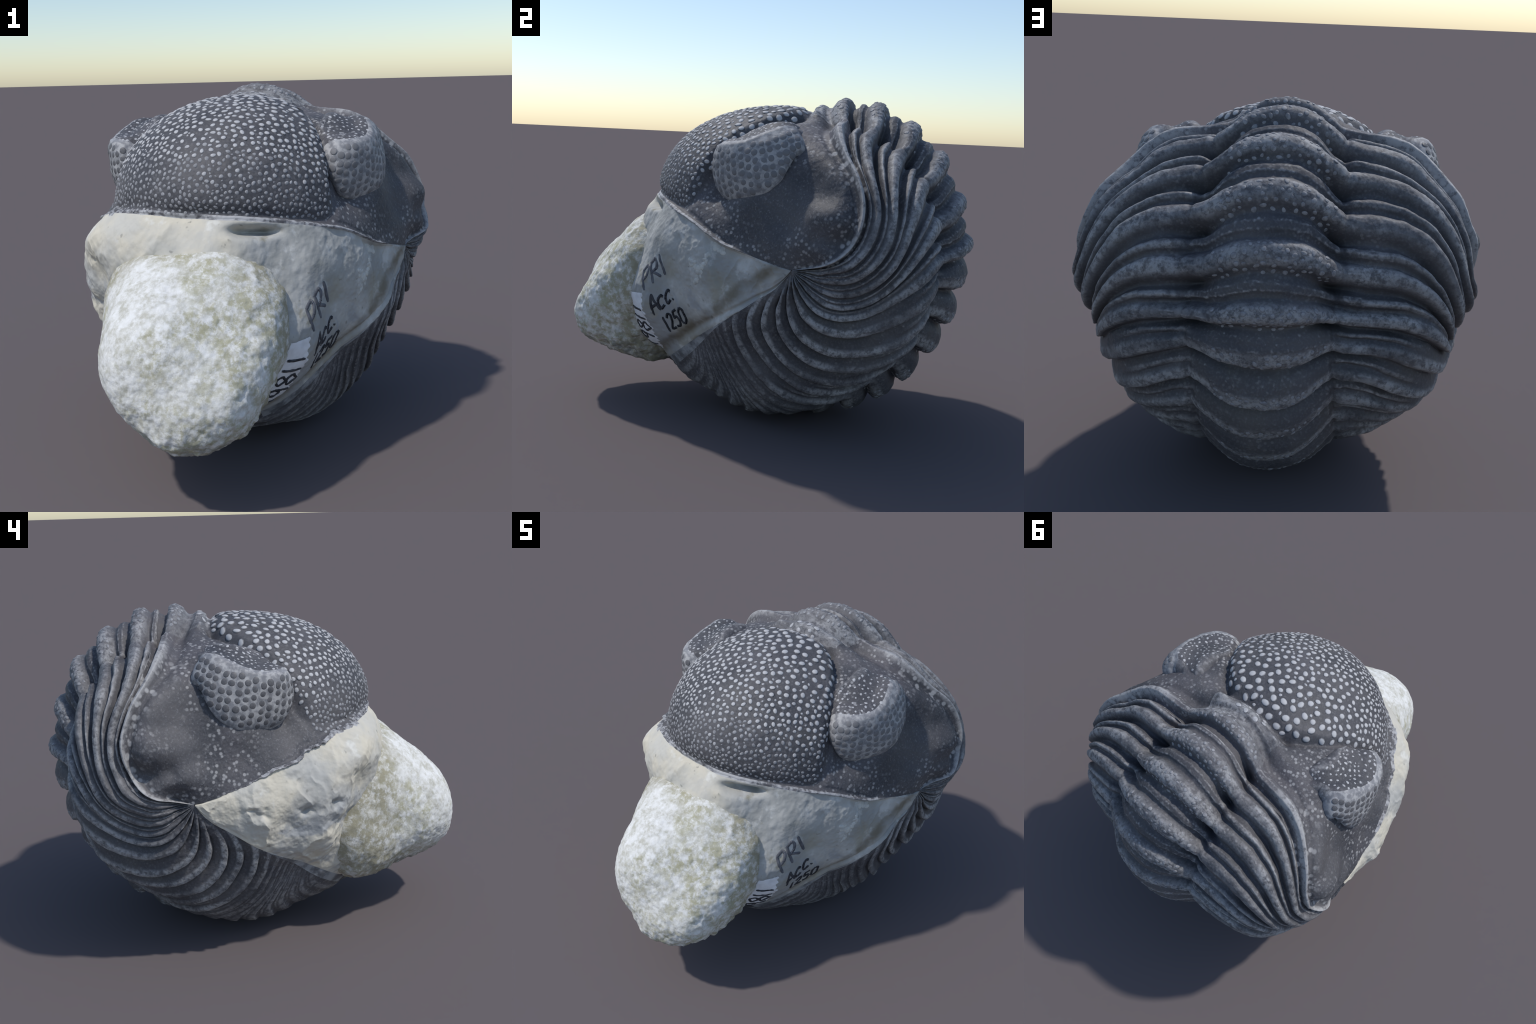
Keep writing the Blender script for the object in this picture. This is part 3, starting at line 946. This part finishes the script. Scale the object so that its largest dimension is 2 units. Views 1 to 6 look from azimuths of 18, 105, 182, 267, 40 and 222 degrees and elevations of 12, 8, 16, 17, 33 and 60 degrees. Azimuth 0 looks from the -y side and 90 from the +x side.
RIM = [(.425, -.115, 1.285), (.462, -.125, 1.303), (.520, -.105, 1.308), (.562, -.052, 1.311), (.581, .005, 1.318), (.580, .062, 1.338), (.562, .125, 1.368), (.540, .185, 1.392), (.505, .215, 1.392)]
BASE = [(.415, -.135, 1.185), (.450, -.140, 1.145), (.485, -.115, 1.092), (.535, -.045, 1.066), (.578, .025, 1.072), (.612, .095, 1.092), (.622, .160, 1.130), (.612, .215, 1.190), (.565, .262, 1.290)]
INNER = [(.395, -.07, 1.30), (.415, -.06, 1.315), (.455, -.035, 1.318), (.485, .0, 1.318), (.50, .04, 1.325), (.50, .085, 1.342), (.485, .14, 1.368), (.465, .185, 1.378), (.44, .21, 1.375)]
LOBE = [(.365, -.03, 1.335), (.37, -.02, 1.36), (.38, .02, 1.375), (.40, .06, 1.39), (.41, .10, 1.402), (.41, .14, 1.408), (.40, .175, 1.405), (.385, .205, 1.395), (.37, .23, 1.375)]
ROOT = [(.35, -.03, 1.28), (.34, -.0, 1.33), (.335, .03, 1.35), (.335, .06, 1.36), (.33, .10, 1.37), (.32, .14, 1.375), (.315, .18, 1.375), (.31, .21, 1.365), (.31, .24, 1.33)]


def build_eye(side):
    def sd(p):
        p = np.array(p, float)
        if side < 0:
            p[:, 0] = 2 * MID + .004 - p[:, 0]
        return p
    na = 90
    rim, base, inner, lobe, rt = (spline3(sd(x), na) for x in (RIM, BASE, INNER, LOBE, ROOT))
    mid = np.array([(MID + side * .42) , .07, 1.24])
    rows = []
    out = unit((rim + base) / 2 - mid)
    tuck = base - out * .05 + (base - rim) * .12
    rows.append(tuck)
    vis = []
    nv = 44
    for a in np.linspace(0, 1, nv):
        bul = (-.010 if side > 0 else -.013) * (1 - smooth(.55, 1, a)) + .026 * (1 - (2 * a - 1) ** 2) + .004 * smooth(0, .12, a) * smooth(1, .8, a)
        vis.append(base * (1 - a) + rim * a + out * bul)
    vis = np.array(vis)
    rows += list(vis)
    for a in np.linspace(0, 1, 12)[1:]:
        rows.append(rim * (1 - a) + inner * a + np.array([0, 0, .020]) * a + np.array([0, 0, .008]) * (1 - a) * a * 4)
    for a in np.linspace(0, 1, 14)[1:]:
        rows.append(inner * (1 - a) + lobe * a + np.array([0, 0, .020 - .014 * a]))
    for a in np.linspace(0, 1, 10)[1:]:
        rows.append(lobe * (1 - a) + rt * a + np.array([0, 0, .006]) * (1 - a) + np.array([0, 0, .020]) * (1 - a) * a * 4)
    V = np.array(rows)
    core = sd([(.40, .05, 1.24)])[0]
    def close(end, inward, inner_tip):
        wt = smooth(nv + 9, nv + 26, np.arange(len(end)))[:, None]
        tip = wt * sd([inner_tip])[0] + (1 - wt) * sd([inward])[0]
        return [end * (1 - a) + (tip + (end - tip) * .3) * a + (end - core) * .10 * math.sin(a * math.pi) for a in np.sin(np.linspace(0, 1, 9)[1:] * math.pi / 2)]
    tail_ = close(V[:, -1], (.42, .27, 1.24), (.36, .30, 1.355))
    head_ = close(V[:, 0], (.36, -.06, 1.22), (.33, -.06, 1.26))
    V = np.concatenate([np.stack(head_[::-1], 1), V, np.stack(tail_, 1)], 1)
    nc0 = 8
    nr, na = V.shape[:2]
    flat = V.reshape(-1, 3)
    flat = flat + unit(flat - mid) * (noise(flat, 18, 41, 3) * .004)[:, None]
    I = np.arange(nr * na).reshape(nr, na)
    F = np.stack([I[:-1, :-1], I[:-1, 1:], I[1:, 1:], I[1:, :-1]], -1).reshape(-1, 4)
    n0 = np.cross(flat[F[:, 1]] - flat[F[:, 0]], flat[F[:, 3]] - flat[F[:, 0]])
    if (n0 * (flat[F[:, 0]] - mid)).sum() < 0:
        F = F[:, ::-1]
    row_of = np.repeat(np.arange(nr - 1), na - 1)
    mi = (row_of > nv + 2).astype(int)
    o = add('eye', mesh_np('eye', flat, F, None, mi), root, (M_EYE, M_CHEEK))
    # hexagonal rows of lenses on the visual surface
    W = flat.reshape(nr, na, 3)
    du, dv = np.gradient(W, axis=1), np.gradient(W, axis=0)
    Nn = unit(np.cross(du, dv))
    if (Nn * (W - mid)).sum() < 0:
        Nn = -Nn
    me = LENS_DUST if side > 0 else LENS_ME
    pitch = .0315
    width = np.linalg.norm(np.diff(W[nv // 2 + 1, nc0:-nc0], axis=0), axis=1).sum()
    nc = int(width / pitch)
    for c in range(nc + 1):
        j = int(np.clip(nc0 - 4 + (na - 2 * nc0 + 8) * c / nc, 2, na - 3))
        colp = W[2:nv - 1, j]
        s_ = np.r_[0, np.cumsum(np.linalg.norm(np.diff(colp, axis=0), axis=1))]
        x = pitch * (.62 + .56 * (c % 2))
        while x < s_[-1] - pitch * .25:
            i = 2 + int(np.searchsorted(s_, x))
            p, n = W[i, j], Nn[i, j]
            M = frame(n, rng.uniform(0, 6.28))
            r = pitch * .50 * rng.uniform(.9, 1.08)
            l_o = bpy.data.objects.new('lens', me)
            bpy.context.collection.objects.link(l_o)
            l_o.parent = o
            S = M * np.array([r, r * rng.uniform(.88, 1.), r])
            l_o.matrix_local = Matrix([[*S[k_], p[k_] - n[k_] * r * .12] for k_ in range(3)] + [[0, 0, 0, 1]])
            x += pitch * 1.12
    # granules on the eye's upper lobe
    rr, cc = rng.integers(nv + 3, nr - 8, 700), rng.integers(nc0 + 3, na - nc0 - 3, 700)
    p, n = W[rr, cc], Nn[rr, cc]
    r = rng.uniform(.006, .0105, len(p))
    kp = scatter(p, n, r, 1.35)[:110]
    stuff('eyelid_granules', o, [(p[i], n[i], r[i]) for i in kp], (M_TUB, M_TUB_RIM), .25, .8)
    return o


LV, LF, _ = dome_mesh('lens', None, .5, 3, 6, 16, 0.)
LENS_ME = mesh_np('lens', LV * [1, 1, 2.0] * [1, 1, .5] * [1, 1, 1], LF)
LENS_ME.vertices.foreach_set('co', np.ascontiguousarray((LV * [1, 1, .48]).astype(np.float32)).ravel())
LENS_ME.materials.append(M_LENS)
LENS_DUST = LENS_ME.copy()
LENS_DUST.materials.clear()
LENS_DUST.materials.append(M_LENS_DUST)
build_eye(1)
build_eye(-1)

# ------------------------------------------------------------------ limestone knob
KHUB = np.array([.0, -.62, .54])
knob_pts = [(.05, -.985, .43), (.02, -.94, .645), (.02, -.795, .805), (.05, -.675, .90), (.1, -.60, .945), (.06, -.978, .316), (.03, -.885, .244), (.06, -.77, .20), (-.05, -.65, .18), (.05, -.56, .16),
            (-.302, -.775, .45), (-.35, -.69, .62), (-.392, -.60, .52), (-.365, -.61, .39), (-.235, -.655, .298), (-.345, -.62, .78), (-.2, -.62, .90), (-.22, -.795, .755), (-.235, -.90, .47), (-.115, -.84, .296),
            (.36, -.55, .66), (.355, -.53, .60), (.33, -.55, .82), (.335, -.70, .46), (.25, -.64, .295), (.16, -.60, .205), (.315, -.79, .60), (.255, -.92, .44), (.175, -.90, .585), (.21, -.70, .825), (.20, -.825, .28),
            (-.46, -.47, .48), (-.41, -.50, .34), (-.43, -.49, .68), (-.34, -.50, .87), (.28, -.46, .5), (0, -.45, .86), (0, -.45, .2), (0, -.40, .5)]
knob = Shell(KHUB, knob_pts, 1e-3)
na_, nb_ = 300, 220
A = np.linspace(0, 2 * np.pi, na_, endpoint=False)
Bq = np.linspace(.004, math.pi - .004, nb_)
BB, AA = np.meshgrid(Bq, A, indexing='ij')
KD = np.stack([np.sin(BB) * np.cos(AA), -np.cos(BB), np.sin(BB) * np.sin(AA)], -1).reshape(-1, 3)
KR_ = knob(KD)
KP_ = KHUB + KD * KR_[:, None]
lowk = smooth(.55, .25, KP_[:, 2]) * .8 + smooth(.1, .35, KP_[:, 0]) * .6
KR_ += lowk * .015 * np.maximum(0, noise(KP_, 22, 55, 2) - .05) * smooth(.46, .30, KP_[:, 2]) - lowk * .02 * np.maximum(0, noise(KP_, 13, 56, 2) - .1)
KR_ += noise(KP_, 5, 51, 2) * .012 + noise(KP_, 16, 52, 3) * (.005 + .009 * lowk) + noise(KP_, 48, 53, 2) * (.0025 + .004 * lowk)
KP_ = KHUB + KD * KR_[:, None]
I = np.arange(na_ * nb_).reshape(nb_, na_)
F = np.stack([I[:-1], np.roll(I[:-1], -1, 1), np.roll(I[1:], -1, 1), I[1:]], -1).reshape(-1, 4)
n0 = np.cross(KP_[F[:, 1]] - KP_[F[:, 0]], KP_[F[:, 3]] - KP_[F[:, 0]])
if (n0 * KD[F[:, 0]]).sum() < 0:
    F = F[:, ::-1]
o_knob = add('limestone_knob', mesh_np('limestone_knob', KP_, F), root, (M_LIME,))

# ------------------------------------------------------------------ label and handwriting
# writing plane on the right side of the rock: reading direction and up direction
def stroke(pts, org, ex, ey, size, width, page=None, lift=0.):
    """a pen line laid on the rock: a flat ribbon with rounded section"""
    p2 = np.array(pts, float) * size
    if len(p2) > 2:
        s_ = np.r_[0, np.cumsum(np.linalg.norm(np.diff(p2, axis=0), axis=1))]
        x = np.linspace(0, s_[-1], 40 if page else max(8, int(s_[-1] / .004)))
        p2 = np.stack([curve(x, list(zip(s_, p2[:, 0]))), curve(x, list(zip(s_, p2[:, 1])))], 1)
    else:
        p2 = p2[0] + (p2[1] - p2[0]) * np.linspace(0, 1, 10)[:, None]
    W3 = page(p2) if page else org + p2[:, :1] * ex + p2[:, 1:] * ey
    C, N = on_skin(W3 - HUB)
    N = unit(N + np.roll(N, 1, 0) + np.roll(N, -1, 0))
    if page:
        N = np.repeat(unit(N.mean(0))[None], len(N), 0)
    C = C + unit(C - HUB) * lift
    tan = unit(np.gradient(C, axis=0))
    sidev = unit(np.cross(tan, N))
    sec = [(-1, -.6), (-.8, .5), (0, .8), (.8, .5), (1, -.6)]
    prof = np.ones(len(C))
    prof[0] = prof[-1] = .6
    V = np.stack([C + sidev * (a * width * prof)[:, None] + N * (b_ * .0035) for a, b_ in sec], 1)
    return V


def write(name, glyphs, org, ex, ey, size, width, mat, parent, page=None, lift=0.):
    VV, FF, off = [], [], 0
    for pts in glyphs:
        V = stroke(pts, org, ex, ey, size, width, page, lift)
        n, k_ = V.shape[:2]
        I = np.arange(n * k_).reshape(n, k_) + off
        FF.append(np.stack([I[:-1, :-1], I[1:, :-1], I[1:, 1:], I[:-1, 1:]], -1).reshape(-1, 4))
        VV.append(V.reshape(-1, 3))
        off += n * k_
    V, F = np.vstack(VV), np.vstack(FF)
    n0 = np.cross(V[F[:, 1]] - V[F[:, 0]], V[F[:, 3]] - V[F[:, 0]])
    if (n0 * (V[F[:, 0]] - HUB)).sum() < 0:
        F = F[:, ::-1]
    return add(name, mesh_np(name, V, F), parent, (mat,))


LET = {
    'P': [[(0, 0), (-.05, 1)], [(-.05, .98), (.3, 1.02), (.42, .8), (.3, .55), (.0, .48)]],
    'R': [[(0, 0), (.0, 1)], [(-.05, .95), (.3, 1.02), (.42, .8), (.3, .55), (.0, .5)], [(.1, .5), (.5, .05)]],
    'I': [[(.1, 0), (.1, 1)]],
    'A': [[(-.05, 0), (.25, 1)], [(.25, 1), (.6, 0)], [(.05, .38), (.5, .38)]],
    'c': [[(.45, .5), (.3, .62), (.08, .5), (.02, .25), (.15, .02), (.45, .08)]],
    '.': [[(.05, 0), (.1, .05)]],
    '1': [[(.1, 0), (.12, 1)]],
    '2': [[(0, .8), (.2, 1), (.42, .85), (.35, .55), (.05, .1), (.2, .05), (.5, .05)]],
    '5': [[(.45, 1), (.1, .98), (.06, .6), (.3, .62), (.46, .35), (.3, .03), (0, .08)]],
    '0': [[(.3, 1), (.06, .75), (.06, .25), (.3, 0), (.54, .25), (.54, .75), (.3, 1)]],
    '9': [[(.44, .75), (.3, 1), (.08, .85), (.1, .6), (.3, .5), (.44, .75), (.4, .3), (.3, 0)]],
    '8': [[(.25, .52), (.04, .75), (.25, 1), (.46, .77), (.25, .52), (.02, .25), (.25, 0), (.48, .25), (.25, .52)]],
}


def word(text, adv):
    out, x = [], 0
    for ch in text:
        out += [[(x + a, b_) for a, b_ in st] for st in LET[ch]]
        x += adv.get(ch, .62)
    return out


def seat(p):
    return on_skin(np.array([p]) - HUB)[0][0]


ADV = {'1': .42, 'I': .4, '.': .3}
def line(text, start, end, up, width, mat):
    """letters between two baseline points; `up` is the letter height vector"""
    s3, e3, u3 = np.array(start), np.array(end), np.array(up)
    total = sum(ADV.get(ch, .62) for ch in text[:-1]) + {'1': .12, 'I': .1, '.': .1, 'c': .45, '0': .54}[text[-1]]
    write('handwriting', word(text, ADV), s3, (e3 - s3) / total, u3, 1., width, mat, o_rock)


CHIP_LINES = [[(.60, -.10, .885), (.632, -.055, .85)], [(.60, -.10, .885), (.59, -.12, .80), (.575, -.145, .74), (.56, -.17, .70)], [(.575, -.20, .79), (.585, -.16, .765)]]
chips = []
for ln in CHIP_LINES:
    for p in spline3(ln, 26 if len(ln) > 2 else 16):
        p = p + rng.normal(0, .005, 3)
        q_, n_ = on_skin(p[None] - HUB)
        chips.append((q_[0], n_[0], rng.uniform(.008, .017)))
stuff('stone_chips', o_rock, chips, (M_CHIP, M_CHIP), .22, .9)
line('PRI', (.444, -.463, .615), (.477, -.355, .702), (-.015, -.03, .092), .0085, M_INK2)
line('Acc.', (.436, -.415, .50), (.494, -.308, .594), (.012, -.022, .092), .0075, M_INK)
line('1250', (.40, -.355, .415), (.475, -.24, .49), (.035, -.03, .075), .0072, M_INK)

# painted strip: a thin patch laid on the rock beside the knob
eL, eR = spline3(STRIP_L, 60), spline3(STRIP_R, 60)
wavy = .05 * np.sin(np.arange(60) * 1.3)[:, None] + .03 * np.sin(np.arange(60) * .47)[:, None]
eR = eR + (eR - eL) * wavy
rows = []
for a in np.linspace(-.06, 1, 15):
    Q, Nq = on_skin(eL + (eR - eL) * a - HUB)
    rows.append(Q + unit(Q - HUB) * (.0024 if -.05 < a < .99 else -.004))
V = np.array(rows)
I = np.arange(V.shape[0] * 60).reshape(V.shape[0], 60)
F = np.stack([I[:-1, :-1], I[:-1, 1:], I[1:, 1:], I[1:, :-1]], -1).reshape(-1, 4)
V = V.reshape(-1, 3)
n0 = np.cross(V[F[:, 1]] - V[F[:, 0]], V[F[:, 3]] - V[F[:, 0]])
if (n0 * (V[F[:, 0]] - HUB)).sum() < 0:
    F = F[:, ::-1]
o_lab = add('label_strip', mesh_np('label_strip', V, F), root, (M_LABEL,))


def label_page(p2):
    """letter space -> the strip: x runs up its length, y across it"""
    u = 53 - p2[:, 0] * 17.5
    k0 = np.clip(u, 0, 58).astype(int)
    f = (u - k0)[:, None]
    a, b = eL[k0] * (1 - f) + eL[k0 + 1] * f, eR[k0] * (1 - f) + eR[k0 + 1] * f
    return b + (a - b) * (.12 + .74 * p2[:, 1:])


write('handwriting', word('19811', {'1': .46, '9': .62, '8': .62}), None, None, None, 1., .0062, M_INK, o_lab, label_page, .0035)
